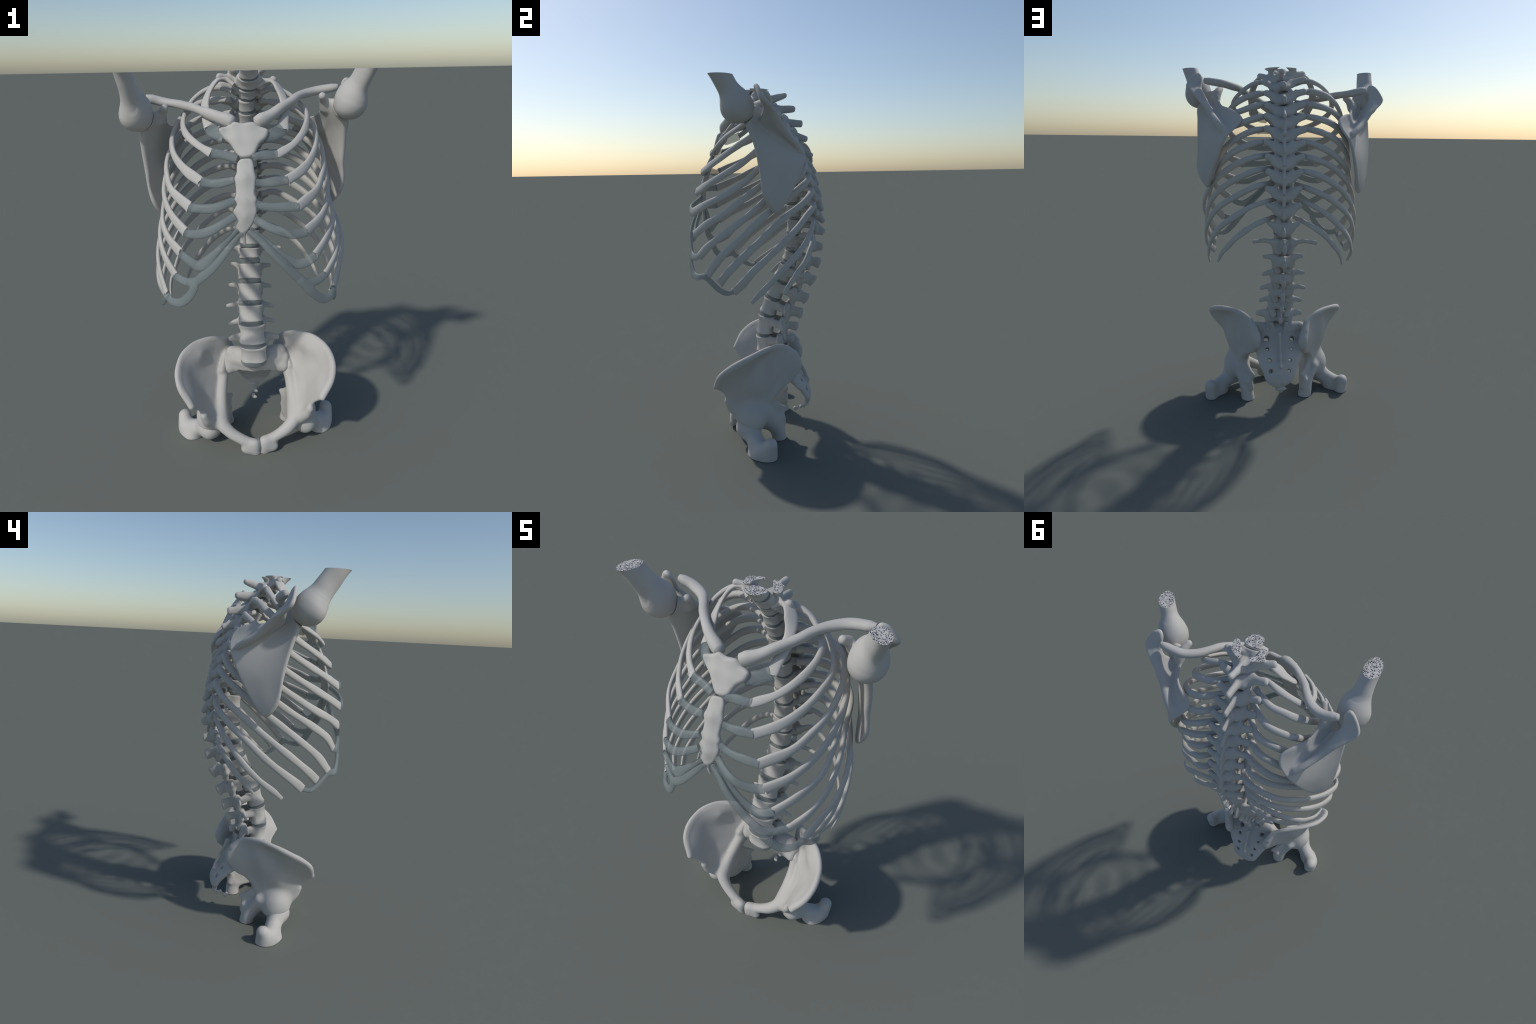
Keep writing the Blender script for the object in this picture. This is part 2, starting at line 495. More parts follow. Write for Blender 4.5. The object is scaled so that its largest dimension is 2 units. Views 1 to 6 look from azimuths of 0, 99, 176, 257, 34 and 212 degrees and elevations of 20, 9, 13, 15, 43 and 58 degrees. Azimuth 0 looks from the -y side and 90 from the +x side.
def rib_frame(P, n):
    """Outward normal of the cage along a rib (flat side of the rib)."""
    c = V([.005, .03, 0])
    o = P - c
    o[:, 2] = 0
    o /= np.linalg.norm(o, axis=1)[:, None]
    o[:, 2] = RIB_TILT[n]
    return o


def make_rib(n, side):
    ctrl = (RIBS_R if side < 0 else RIBS_L)[n]
    m = 64 if n > 2 else 48
    P = even(ctrl, m)
    t = np.linspace(0, 1, m)
    out = rib_frame(P.copy(), n)
    if n == 1:
        h = lerp(t, [(0, .011), (.12, .010), (.24, .026), (.34, .027), (.55, .021), (.85, .022), (1, .028)])
        w = lerp(t, [(0, .010), (.12, .008), (.3, .010), (.6, .008), (1, .011)])
    elif n == 2:
        h = lerp(t, [(0, .013), (.1, .012), (.2, .016), (.5, .016), (.85, .016), (1, .019)])
        w = lerp(t, [(0, .010), (.1, .009), (.2, .012), (.5, .010), (1, .010)])
    elif n < 11:
        h = lerp(t, [(0, .016), (.06, .014), (.13, .017), (.4, .0175), (.65, .0175), (.85, .0205), (.95, .0235), (1, .0245)])
        w = lerp(t, [(0, .014), (.06, .012), (.13, .015), (.3, .0135), (.5, .0115), (.8, .010), (1, .0105)])
    else:
        e = .009 if n == 12 else .012
        h = lerp(t, [(0, .013), (.1, .013), (.4, .0175), (.75, .016), (.93, e + .003), (1, e * .8)])
        w = lerp(t, [(0, .011), (.1, .010), (.4, .011), (.8, .008), (1, .005)])
    s = n * 7 + (side > 0)
    ph = np.random.RandomState(s).rand(4) * 6.28
    h = h * (1 + .05 * np.sin(t * 23 + ph[0]) + .04 * np.sin(t * 41 + ph[1]) * t)
    w = w * (1 + .05 * np.sin(t * 19 + ph[2]))
    T = np.gradient(P, axis=0)
    T /= np.linalg.norm(T, axis=1)[:, None]
    out = out - (out * T).sum(1)[:, None] * T
    up = np.cross(T, out)
    # tubercle where the rib meets the transverse process
    if n < 11:
        i = int(m * .14)
        w = w + .004 * np.exp(-((np.arange(m) - i) / 2.2) ** 2)
    v, f = sweep(P, up, h, w, seg=20, power=2.4, jag=.004 if n < 11 else .001, seed=s)
    return add('rib', v, f, angle=50)


for n in range(1, 13):
    for sd in (-1, 1):
        make_rib(n, sd)

# -------------------------------------------------------------------- costal cartilage
CARTILAGE = {
    (-1, 1): [(-.156, -.142, 1.764), (-.135, -.175, 1.748), (-.088, -.212, 1.73)],
    (1, 1): [(.163, -.152, 1.753), (.13, -.182, 1.737), (.08, -.206, 1.722)],
    (-1, 2): [(-.145, -.247, 1.668), (-.11, -.25, 1.664), (-.07, -.256, 1.656), (-.035, -.264, 1.644)],
    (1, 2): [(.137, -.238, 1.654), (.095, -.25, 1.657), (.056, -.256, 1.654), (.033, -.258, 1.645)],
    (-1, 3): [(-.192, -.284, 1.555), (-.15, -.291, 1.546), (-.11, -.3, 1.549), (-.048, -.308, 1.563)],
    (1, 3): [(.181, -.282, 1.554), (.122, -.296, 1.55), (.073, -.297, 1.545), (.043, -.298, 1.548)],
    (-1, 4): [(-.242, -.317, 1.449), (-.212, -.338, 1.449), (-.172, -.352, 1.45), (-.131, -.357, 1.454), (-.09, -.352, 1.466), (-.05, -.337, 1.479)],
    (1, 4): [(.227, -.31, 1.442), (.183, -.32, 1.445), (.132, -.327, 1.445), (.08, -.328, 1.45), (.044, -.325, 1.46)],
    (-1, 5): [(-.266, -.33, 1.335), (-.228, -.352, 1.337), (-.196, -.368, 1.344), (-.153, -.378, 1.36), (-.104, -.376, 1.386), (-.048, -.353, 1.415)],
    (1, 5): [(.264, -.32, 1.331), (.21, -.345, 1.329), (.175, -.36, 1.338), (.136, -.368, 1.354), (.088, -.358, 1.372), (.038, -.338, 1.398)],
    (-1, 6): [(-.297, -.319, 1.239), (-.255, -.338, 1.208), (-.212, -.348, 1.188), (-.167, -.352, 1.22), (-.11, -.345, 1.277), (-.06, -.345, 1.33), (-.036, -.35, 1.356)],
    (1, 6): [(.306, -.306, 1.213), (.262, -.322, 1.188), (.222, -.332, 1.186), (.169, -.343, 1.217), (.121, -.345, 1.263), (.08, -.342, 1.3), (.04, -.34, 1.337), (.02, -.342, 1.354)],
}
CART_H = {1: .03, 2: .021, 3: .021, 4: .021, 5: .021, 6: .022}


def cart_normal(P):
    o = P - V([0, .1, 0])
    o[:, 2] = 0
    o[:, 0] *= .55
    o[:, 2] = .12
    return o / np.linalg.norm(o, axis=1)[:, None]


for (sd, n), c in CARTILAGE.items():
    m = 26
    P = even(c, m)
    t = np.linspace(0, 1, m)
    T = np.gradient(P, axis=0)
    up = np.cross(T, cart_normal(P.copy()))
    h = CART_H[n] * lerp(t, [(0, 1), (.5, .97), (1, .82)])
    if n == 6:
        h = h * (1 + .35 * np.exp(-((t - .38) / .16) ** 2)) * lerp(t, [(0, .95), (.6, .8), (1, .6)])
    h = h * (1 + .05 * np.sin(t * 9 + n + sd))
    v, f = sweep(P, up, h, .011 + 0 * t, seg=18, power=2.2)
    add('costal_cartilage', v, f, (CART,))

# joined margin of ribs 7 to 10
MARGIN = {
    -1: ([(-.335, -.286, 1.12), (-.286, -.318, 1.103), (-.236, -.347, 1.112), (-.203, -.362, 1.14), (-.159, -.365, 1.178), (-.118, -.36, 1.222), (-.077, -.35, 1.272), (-.042, -.345, 1.316), (-.022, -.348, 1.336)],
         [(-.388, -.248, 1.008), (-.36, -.29, .992), (-.315, -.32, .997), (-.27, -.342, 1.035), (-.235, -.353, 1.09)],
         [(-.421, -.102, .92), (-.428, -.14, .915), (-.42, -.175, .932), (-.405, -.215, .965), (-.388, -.255, 1.0)]),
    1: ([(.361, -.262, 1.106), (.315, -.305, 1.09), (.262, -.338, 1.098), (.215, -.356, 1.14), (.165, -.37, 1.2), (.108, -.372, 1.258), (.059, -.358, 1.309), (.015, -.343, 1.342)],
        [(.408, -.21, 1.012), (.39, -.262, .995), (.345, -.305, 1.0), (.29, -.335, 1.05), (.24, -.35, 1.11)],
        [(.413, -.07, .923), (.424, -.105, .918), (.422, -.145, .935), (.418, -.18, .965), (.405, -.22, 1.0)]),
}
for sd, (a, b, c) in MARGIN.items():
    allp = V(a + b + c)
    S = Solid(allp.min(0) - .03, allp.max(0) + .03, .004)
    for path, r in ((a, [.020, .020, .021, .022, .021, .018, .016, .014, .012]), (b, [.018, .019, .022, .022, .018]), (c, [.014, .014, .015, .016, .017])):
        r = r[:len(path)]
        P = V(path)
        S.tube(P, r, .0105, axis=np.cross(np.gradient(P, axis=0), cart_normal(P.copy())), k=.012)
    add('costal_cartilage', *S.mesh(), (CART,))

# ------------------------------------------------------------------------------- spine
# front edge of the discs: y, z
FRONT = [(-.098, 2.004), (-.05, 1.954), (-.005, 1.908), (.034, 1.862), (.062, 1.803), (.09, 1.737), (.112, 1.668), (.13, 1.598), (.145, 1.523),
         (.155, 1.443), (.161, 1.36), (.166, 1.278), (.163, 1.192), (.153, 1.108), (.128, 1.03), (.078, .932), (.028, .822), (-.01, .712), (-.03, .58), (-.026, .462)]
NAMES = ['C7'] + ['T%d' % i for i in range(1, 13)] + ['L%d' % i for i in range(1, 7)]
XC = [.018, .018, .01, .004, .002, .002, .004, .005, .006, .006, .006, .005, .003, 0, -.001, 0, .002, .008, .015]
HALF_W = [.046, .051, .045, .042, .042, .043, .044, .046, .047, .048, .05, .053, .057, .06, .066, .068, .071, .075, .077]
HALF_D = [.034, .036, .037, .039, .041, .043, .044, .046, .047, .048, .049, .05, .052, .054, .057, .059, .06, .06, .058]
TIP_SP = {'T1': (.013, .160, 1.968), 'T2': (.004, .208, 1.893), 'T3': (0, .252, 1.812), 'T4': (.002, .28, 1.725), 'T5': (.004, .308, 1.632),
          'T6': (.006, .327, 1.54), 'T7': (.007, .343, 1.472), 'T8': (.009, .36, 1.4), 'T9': (.009, .371, 1.325), 'T10': (.009, .377, 1.258),
          'T11': (.008, .378, 1.195), 'T12': (.005, .368, 1.107), 'L1': (0, .352, 1.01), 'L2': (-.004, .318, .9), 'L3': (-.003, .278, .79),
          'L4': (-.002, .246, .7), 'L5': (.002, .218, .618), 'L6': (.008, .193, .54)}
TIP_TP = {'C7': ((-.11, -.03, 2.04), (.14, -.03, 2.03)),
          'T1': ((-.118, .009, 1.974), (.131, .009, 1.957)), 'T2': ((-.119, .086, 1.935), (.109, .086, 1.917)), 'T3': ((-.115, .141, 1.865), (.099, .141, 1.855)),
          'T4': ((-.11, .179, 1.795), (.098, .179, 1.788)), 'T5': ((-.107, .218, 1.727), (.1, .218, 1.73)), 'T6': ((-.11, .248, 1.66), (.102, .248, 1.663)),
          'T7': ((-.105, .278, 1.589), (.104, .278, 1.591)), 'T8': ((-.098, .302, 1.517), (.097, .302, 1.517)), 'T9': ((-.089, .322, 1.438), (.094, .322, 1.439)),
          'T10': ((-.08, .333, 1.348), (.098, .333, 1.349)), 'T11': ((-.08, .332, 1.257), (.093, .332, 1.258)), 'T12': ((-.074, .315, 1.155), (.085, .315, 1.157)),
          'L1': ((-.18, .285, 1.038), (.17, .288, 1.046)), 'L2': ((-.106, .268, .958), (.112, .258, .952)), 'L3': ((-.121, .22, .845), (.115, .222, .838)),
          'L4': ((-.133, .17, .74), (.126, .166, .738)), 'L5': ((-.12, .128, .645), (.131, .147, .653)), 'L6': ((-.123, .112, .558), (.151, .12, .563))}


def vertebra(i):
    nm = NAMES[i]
    lum = nm[0] == 'L'
    low = nm in ('T11', 'T12') or lum
    ft, fb = V(FRONT[i]), V(FRONT[i + 1])
    u2 = unit(ft - fb)
    u = V([0, u2[0], u2[1]])
    p = V([0, u2[1], -u2[0]])
    x = V([1., 0, 0])
    a, b = HALF_W[i], HALF_D[i]
    gap = .027 if lum else .011
    hgt = np.linalg.norm(ft - fb) - gap
    mid = (ft + fb) / 2
    c = V([XC[i], mid[0], mid[1]]) + p * b
    loc = lambda lx, lp, lu: c + x * lx + p * lp + u * lu
    tips = [V(t) for t in TIP_TP[nm]]
    sp = V(TIP_SP.get(nm, (.01, .13, 2.07)))
    pts = V([loc(-a, -b, -hgt / 2), loc(a, b, hgt / 2), loc(0, b, hgt * 1.3), loc(0, b + .05, -hgt * 1.3)] + tips + [sp])
    S = Solid(pts.min(0) - .035, pts.max(0) + .035, .0042)
    S.body(c, x, p, u, a, b, hgt, .13 if lum else .10)
    back = b * .8                                   # rear face of the body
    num = int(nm[1:])
    slant = unit(u - p * .35)                       # laminae overlap like shingles
    if nm == 'C7':
        pass                                        # only its body reaches below the cut
    elif not lum:
        ym, zm = (tips[0] + tips[1])[1:] / 2
        dy, dz = {1: (.055, -.018), 2: (.026, -.03)}.get(num, (.013 if num < 10 else .002, -.037))
        mid = V([XC[i], ym + dy, zm + dz])
        for s_, tip in zip((-1, 1), tips):
            lat = V([XC[i] + s_ * (.05 if num < 11 else .042), tip[1] + (.02 if num == 1 else -.002), tip[2] - .027])
            S.tube([loc(s_ * min(a * .62, .032), back - .012, hgt * .2), lat - p * .012 + u * .006], [.020, .020], .0115, axis=u, k=.014)
            S.tube([lat, (lat + mid) / 2 + V([0, .005, 0]), mid], [.03, .034, .035], .0135, axis=slant, k=.012, n=8)
            if num == 1:
                arc = [(.088, -.012, 2.008), (.066, .03, 2.0), (.024, .066, 2.01)] if s_ > 0 else [(-.05, -.012, 2.006), (-.058, .03, 1.998), (-.024, .058, 2.008)]
                S.tube(arc, [.017, .018, .012], k=.01)
                S.tube([lat, arc[1]], .016, k=.012)
            S.tube([lat - V([s_ * .006, 0, 0]), lat - V([s_ * .01, 0, 0]) + u * .042 - p * .008], [.016, .013], [.011, .009], axis=x, k=.012)
            inf = lat * .5 + mid * .5 - u * .036
            S.tube([lat * .6 + mid * .4, inf], [.018, .016], [.011, .010], axis=x, k=.012)
            if num < 12:
                S.tube([lat + V([0, 0, .006]), lat * .5 + tip * .5 + V([0, .004, .004]), tip], [.026, .0205, .0185 if num < 10 else .017], [.014, .013, .0145], axis=u, k=.016)
            else:
                S.tube([lat, tip], [.02, .015], [.014, .013], axis=u, k=.012)
        tall = lerp(num, [(1, .021), (2, .022), (4, .022), (6, .021), (9, .021), (10, .023), (11, .027), (12, .03)])
        end = lerp(num, [(1, .014), (2, .019), (3, .021), (4, .018), (5, .015), (9, .014), (10, .016), (11, .021), (12, .024)])
        wid = .014 if num < 3 else .010
        base = mid + V([0, .0, -.004])
        S.tube([base, base * .5 + sp * .5, sp], [tall * 1.3, tall, end], [.018, wid * .95, wid], axis=(0, .3, 1), k=.014, n=10)
    else:
        cw = lerp(num, [(1, .044), (3, .048), (5, .054), (6, .058)])
        cd = .06
        ym, zm = (tips[0] + tips[1])[1:] / 2
        mid = V([XC[i], (ym if num > 1 else ym - .008) + .016, zm * .45 + sp[2] * .55])
        for s_, tip in zip((-1, 1), tips):
            S.tube([loc(s_ * min(a * .62, cw), back - .012, hgt * .2), loc(s_ * cw, back + cd * .7, hgt * .16)], [.025, .023], .014, axis=u, k=.014)
            pil = loc(s_ * (cw + .003), back + cd * .9, 0)
            sup = loc(s_ * (cw + .006), back + cd * .85, hgt * .5)
            inf = loc(s_ * (cw - .015), back + cd * 1.2, -hgt * .6) if nm != 'L6' else loc(s_ * .066, back + cd * 1.15, -hgt * .72)
            S.tube([sup, pil], [.019, .019], [.018, .015], axis=x, k=.010)
            S.tube([pil, inf], [.019, .018], [.013, .014], axis=x, k=.010)
            S.tube([loc(s_ * (cw + .002), back + cd * .95, -.002), mid + V([s_ * cw * .5, -.006, 0]), mid], [.026, .032, .035], .0125, axis=slant, k=.012, n=8)
            if nm == 'L1':
                q = [pil + u * hgt * .3, pil * .5 + tip * .5 + V([0, 0, .018]), tip]
                S.tube(q, [.02, .0125, .012], [.014, .010, .010], axis=(0, 0, 1), k=.012)
            else:
                st = loc(s_ * cw, back + cd * .8, hgt * .38)
                q = [st, st * .45 + tip * .55 + V([0, 0, .004]), tip]
                r = [.022, .0165, .012] if nm != 'L6' else [.03, .024, .015]
                S.tube(q, r, [.014, .010, .0085], axis=(0, 0, 1), k=.012)
        tall = {'L1': .034, 'L2': .038, 'L3': .038, 'L4': .036, 'L5': .029, 'L6': .023}[nm]
        S.tube([mid, mid * .5 + sp * .5, sp], [tall * .9, tall * .85, tall], [.014, .009, .0125], axis=(0, .2, 1), k=.012, n=10)
    S.rough(.0011, 55, i)
    kind = 'cervical_vertebra' if nm == 'C7' else ('lumbar_vertebra' if lum else 'thoracic_vertebra')
    return add(kind, *S.mesh(), (BONE, SPONGE), angle=0)


for i in range(len(NAMES)):
    vertebra(i)

# discs: thin drums a little smaller than the end plates
for i in range(1, len(FRONT)):
    f = V(FRONT[i])
    a0 = HALF_W[i - 1]
    a1 = HALF_W[min(i, len(HALF_W) - 1)]
    up = unit(V(FRONT[i - 1]) - V(FRONT[min(i + 1, len(FRONT) - 1)]))
    u = V([0, up[0], up[1]])
    p = V([0, up[1], -up[0]])
    lum = i >= 13
    b = HALF_D[i - 1] * .93
    xc = XC[i - 1]
    c = V([xc, f[0], f[1]]) + p * HALF_D[i - 1]
    th = np.linspace(0, 2 * np.pi, 40, endpoint=False)
    t = .0175 if lum else .0075
    vs, fs = [], []
    rings = [(-1, .9), (-.6, 1), (0, 1.02), (.6, 1), (1, .9)]
    for z, r in rings:
        for q in th:
            vs.append(c + V([1, 0, 0]) * (min(a0, a1) * .94 * r * np.cos(q)) + p * (b * r * np.sin(q) * (1 if np.sin(q) < 0 else .82)) + u * z * t)
    m = 40
    for k in range(len(rings) - 1):
        for j in range(m):
            fs.append((k * m + j, k * m + (j + 1) % m, (k + 1) * m + (j + 1) % m, (k + 1) * m + j))
    fs.append(tuple(range(m - 1, -1, -1)))
    fs.append(tuple(range((len(rings) - 1) * m, len(rings) * m)))
    add('intervertebral_disc', vs, fs, (CART,), angle=60)

# ----------------------------------------------------------------------------- sternum
S = Solid((-.14, -.32, 1.6), (.14, -.15, 1.83), .004)
S.plate([(-.112, -.213, 1.764), (-.075, -.198, 1.775), (-.045, -.195, 1.792), (-.008, -.196, 1.786), (.035, -.195, 1.79), (.062, -.196, 1.77),
         (.1, -.203, 1.756), (.092, -.214, 1.725), (.066, -.228, 1.702), (.036, -.252, 1.655), (0, -.262, 1.647), (-.03, -.254, 1.655), (-.066, -.232, 1.703), (-.092, -.22, 1.727)],
        [.012, .014, .015, .014, .015, .014, .012, .013, .014, .013, .013, .013, .014, .013], [(0, -.228, 1.72), (-.04, -.224, 1.73), (.04, -.222, 1.725)], [.014, .014, .014], k=.006)
S.rough(.0012, 60, 31)
sternum = add('manubrium', *S.mesh(), angle=0)
S = Solid((-.08, -.39, 1.26), (.08, -.22, 1.67), .004)
half = [(1.648, -.268, .018, 0), (1.63, -.272, .034, 0), (1.595, -.288, .038, 0), (1.567, -.298, .048, -.002), (1.54, -.306, .043, 0), (1.505, -.317, .04, -.001), (1.482, -.323, .05, -.003),
        (1.462, -.327, .043, 0), (1.435, -.333, .053, -.004), (1.412, -.336, .045, -.001), (1.385, -.338, .042, -.008), (1.36, -.341, .034, -.016), (1.34, -.342, .012, -.012)]
bord = [(x + w, y, z) for z, y, w, x in half] + [(x - w, y - .004, z - .004) for z, y, w, x in half[::-1]]
S.plate(bord, .0085, [(-.002, -.306, 1.57), (-.004, -.332, 1.47), (-.006, -.344, 1.41)], [.014, .014, .014], k=.006, smooth=4)
S.tube([(-.014, -.342, 1.35), (-.012, -.342, 1.315), (-.009, -.338, 1.285)], [.014, .009, .008], [.010, .007, .006], axis=(1, 0, 0), k=.008)
S.rough(.0014, 60, 32)
add('sternum_body', *S.mesh(), angle=0)

# --------------------------------------------------------------------------- clavicles
CLAV = {-1: [(-.05, -.187, 1.79), (-.112, -.157, 1.808), (-.173, -.115, 1.826), (-.232, -.062, 1.844), (-.277, -.007, 1.85), (-.326, .041, 1.857), (-.401, .072, 1.867), (-.472, .064, 1.886)],
        1: [(.05, -.187, 1.785), (.11, -.157, 1.812), (.163, -.112, 1.843), (.214, -.05, 1.868), (.242, .008, 1.884), (.281, .066, 1.892), (.342, .108, 1.904), (.44, .117, 1.917)]}
for sd, c in CLAV.items():
    m = 60
    P = even(c, m)
    t = np.linspace(0, 1, m)
    h = lerp(t, [(0, .026), (.05, .031), (.15, .026), (.35, .020), (.6, .019), (.8, .019), (.95, .021), (1, .015)])
    w = lerp(t, [(0, .024), (.05, .028), (.15, .024), (.35, .019), (.6, .021), (.8, .025), (.95, .022), (1, .014)])
    ph = sd * 1.7
    h = h * (1 + .05 * np.sin(t * 17 + ph) + .03 * np.sin(t * 31))
    A = np.tile(V([0, 0, 1.]), (m, 1)) + V([0, -.25, 0])
    v, f = sweep(P, A, h, w, seg=24, power=2.1)
    add('clavicle', v, f, angle=60)

# ---------------------------------------------------------------------------- scapulae
SCAP = {
    -1: dict(blade=[(-.292, .262, 1.708), (-.305, .288, 1.66), (-.344, .293, 1.605), (-.383, .259, 1.505), (-.412, .202, 1.391), (-.432, .148, 1.315), (-.458, .112, 1.308), (-.488, .072, 1.382),
                    (-.502, .055, 1.52), (-.505, .022, 1.655), (-.498, -.005, 1.728), (-.452, -.012, 1.79), (-.425, .015, 1.825), (-.395, .06, 1.79), (-.376, .13, 1.752), (-.33, .21, 1.74)],
             inner=[(-.436, .165, 1.5), (-.41, .17, 1.63), (-.455, .06, 1.68), (-.365, .215, 1.66), (-.452, .135, 1.40), (-.475, .11, 1.47)],
             glenoid=(-.462, -.008, 1.79), head=(-.497, -.037, 1.812),
             corac=[(-.405, .045, 1.785), (-.392, .024, 1.82), (-.375, -.002, 1.842)],
             base=[(-.46, .055, 1.765), (-.43, .1, 1.72), (-.385, .18, 1.66)],
             strip=[(-.350, .29, 1.612), (-.392, .248, 1.638), (-.436, .202, 1.676), (-.478, .158, 1.722), (-.508, .132, 1.758), (-.538, .107, 1.782), (-.574, .074, 1.815), (-.577, .055, 1.845),
                    (-.542, .036, 1.898), (-.508, .026, 1.914), (-.488, .042, 1.89), (-.492, .07, 1.83), (-.474, .112, 1.775), (-.438, .17, 1.712), (-.39, .24, 1.66)]),
    1: dict(blade=[(.232, .235, 1.72), (.258, .272, 1.672), (.316, .298, 1.613), (.352, .277, 1.53), (.388, .237, 1.438), (.418, .185, 1.352), (.444, .15, 1.343), (.486, .108, 1.431),
                   (.48, .09, 1.56), (.482, .062, 1.69), (.482, .032, 1.768), (.44, .025, 1.83), (.405, .045, 1.868), (.37, .08, 1.835), (.343, .155, 1.788), (.29, .205, 1.765)],
            inner=[(.412, .2, 1.54), (.385, .205, 1.66), (.43, .1, 1.72), (.33, .225, 1.69), (.438, .17, 1.44), (.452, .145, 1.51)],
            glenoid=(.45, .03, 1.825), head=(.478, -.004, 1.845),
            corac=[(.382, .078, 1.828), (.368, .055, 1.862), (.357, .022, 1.882)],
            base=[(0.430, 0.090, 1.805), (0.398, 0.128, 1.755), (0.347, 0.197, 1.687)],
            strip=[(.312, .3, 1.618), (.352, .272, 1.655), (.392, .242, 1.705), (.43, .207, 1.762), (.464, .182, 1.805), (.496, .164, 1.838), (.532, .132, 1.875), (.537, .112, 1.898), (0.503, 0.088, 1.948), (0.470, 0.071, 1.959), (0.450, 0.083, 1.932), (0.454, 0.111, 1.873), (0.435, 0.149, 1.815), (0.396, 0.198, 1.746), (0.344, 0.257, 1.686)]),
}
for sd, k_ in SCAP.items():
    bl = V(k_['blade'])
    ac = V(k_['strip'])
    allp = np.vstack([bl, ac, V(k_['corac'])])
    S = Solid(allp.min(0) - .035, allp.max(0) + .035, .0042)
    S.plate(bl, [.008, .007, .008, .008, .010, .013, .014, .0145, .0145, .0155, .018, .02, .018, .012, .006, .007],
            k_['inner'], [.012, .006, .010, .006, .012, .006], k=.010, smooth=5)
    g = V(k_['glenoid'])
    hd = V(k_['head'])
    # glenoid rim facing the humeral head
    d = unit(hd - g)
    S.ball(g, (.05, .038, .024), k=.02, rot=[unit(np.cross(np.cross(d, (0, 0, 1)), d)), unit(np.cross(d, (0, 0, 1))), d])
    S.tube(k_['corac'], [.026, .022, .018], [.028, .022, .018], axis=(0, 0, 1), k=.018)
    st = V(k_['strip'])
    S.plate(st, [.009, .009, .010, .011, .011, .011, .012, .012, .012, .012, .011, .010, .010, .010, .009], k=.010, smooth=4)
    ridge = [(st[0] + st[14]) / 2, (st[2] + st[13]) / 2, (st[4] + st[12]) / 2, (st[5] + st[11]) / 2]
    S.plate(np.vstack([ridge, V(k_['base'])]), [.010, .012, .013, .013, .016, .014, .010], k=.03, smooth=4)
    S.ball(hd, .0725, k=.004, op='cut')
    S.rough(.0009, 40, 77 + sd)
    add('scapula', *S.mesh(), angle=0)

# ------------------------------------------------------------------------------ humeri
HUM = {-1: dict(head=(-.495, -.036, 1.812), cut=(-.512, -.163, 2.0), major=(.2, -1, 0), r=(.058, .041)),
       1: dict(head=(.476, -.005, 1.848), cut=(.535, -.078, 2.0), major=(.5, -.88, 0), r=(.054, .038))}
for sd, h_ in HUM.items():
    hd, ct = V(h_['head']), V(h_['cut'])
    S = Solid(np.minimum(hd, ct) - .12, np.maximum(hd, ct) + V([.12, .12, .06]), .0042)
    S.ball(hd, (.068, .075, .070), k=.01)
    ax = unit(ct - hd)
    # tubercles, opposite the joint
    out = unit(V([sd * .6, -.75, 0]) - ax * (V([sd * .6, -.75, 0]) @ ax))
    S.ball(hd + out * .026 + ax * .008, .054, k=.03)
    S.ball(hd + ax * .05 + V([-sd * .012, .01, 0]), .056, k=.035)
    a, b = h_['r']
    e = hd + (ct - hd) * 1.2
    S.tube([hd + ax * .03 + out * .008, hd * .48 + ct * .52 + out * .002, ct, e], [.062, a * .98, a * .95, a], [.058, b * 1.12, b * .97, b * .95], axis=h_['major'], k=.035, n=12)
    S.rough(.0014, 35, 90 + sd)
    add('humerus', *S.mesh(), (BONE, SPONGE), angle=0)

# ------------------------------------------------------------------------------ pelvis
YAW = math.radians(3.3)
PN = V([math.cos(YAW), math.sin(YAW), 0])


def hip_side(pts, sd):
    """Left hip points; the right one is mirrored in the pelvis' own middle plane."""
    P = np.atleast_2d(V(pts, float))
    if sd < 0:
        d = P @ PN - .022
        P = P - 2 * d[:, None] * PN + V([0, -.004, -.010])
        P[:, 0] += np.where(P[:, 0] > -.2, .02, .004) - .012 * P[:, 2] / .55
        P[:, 2] -= .006 * (P[:, 2] > .3)
    return P


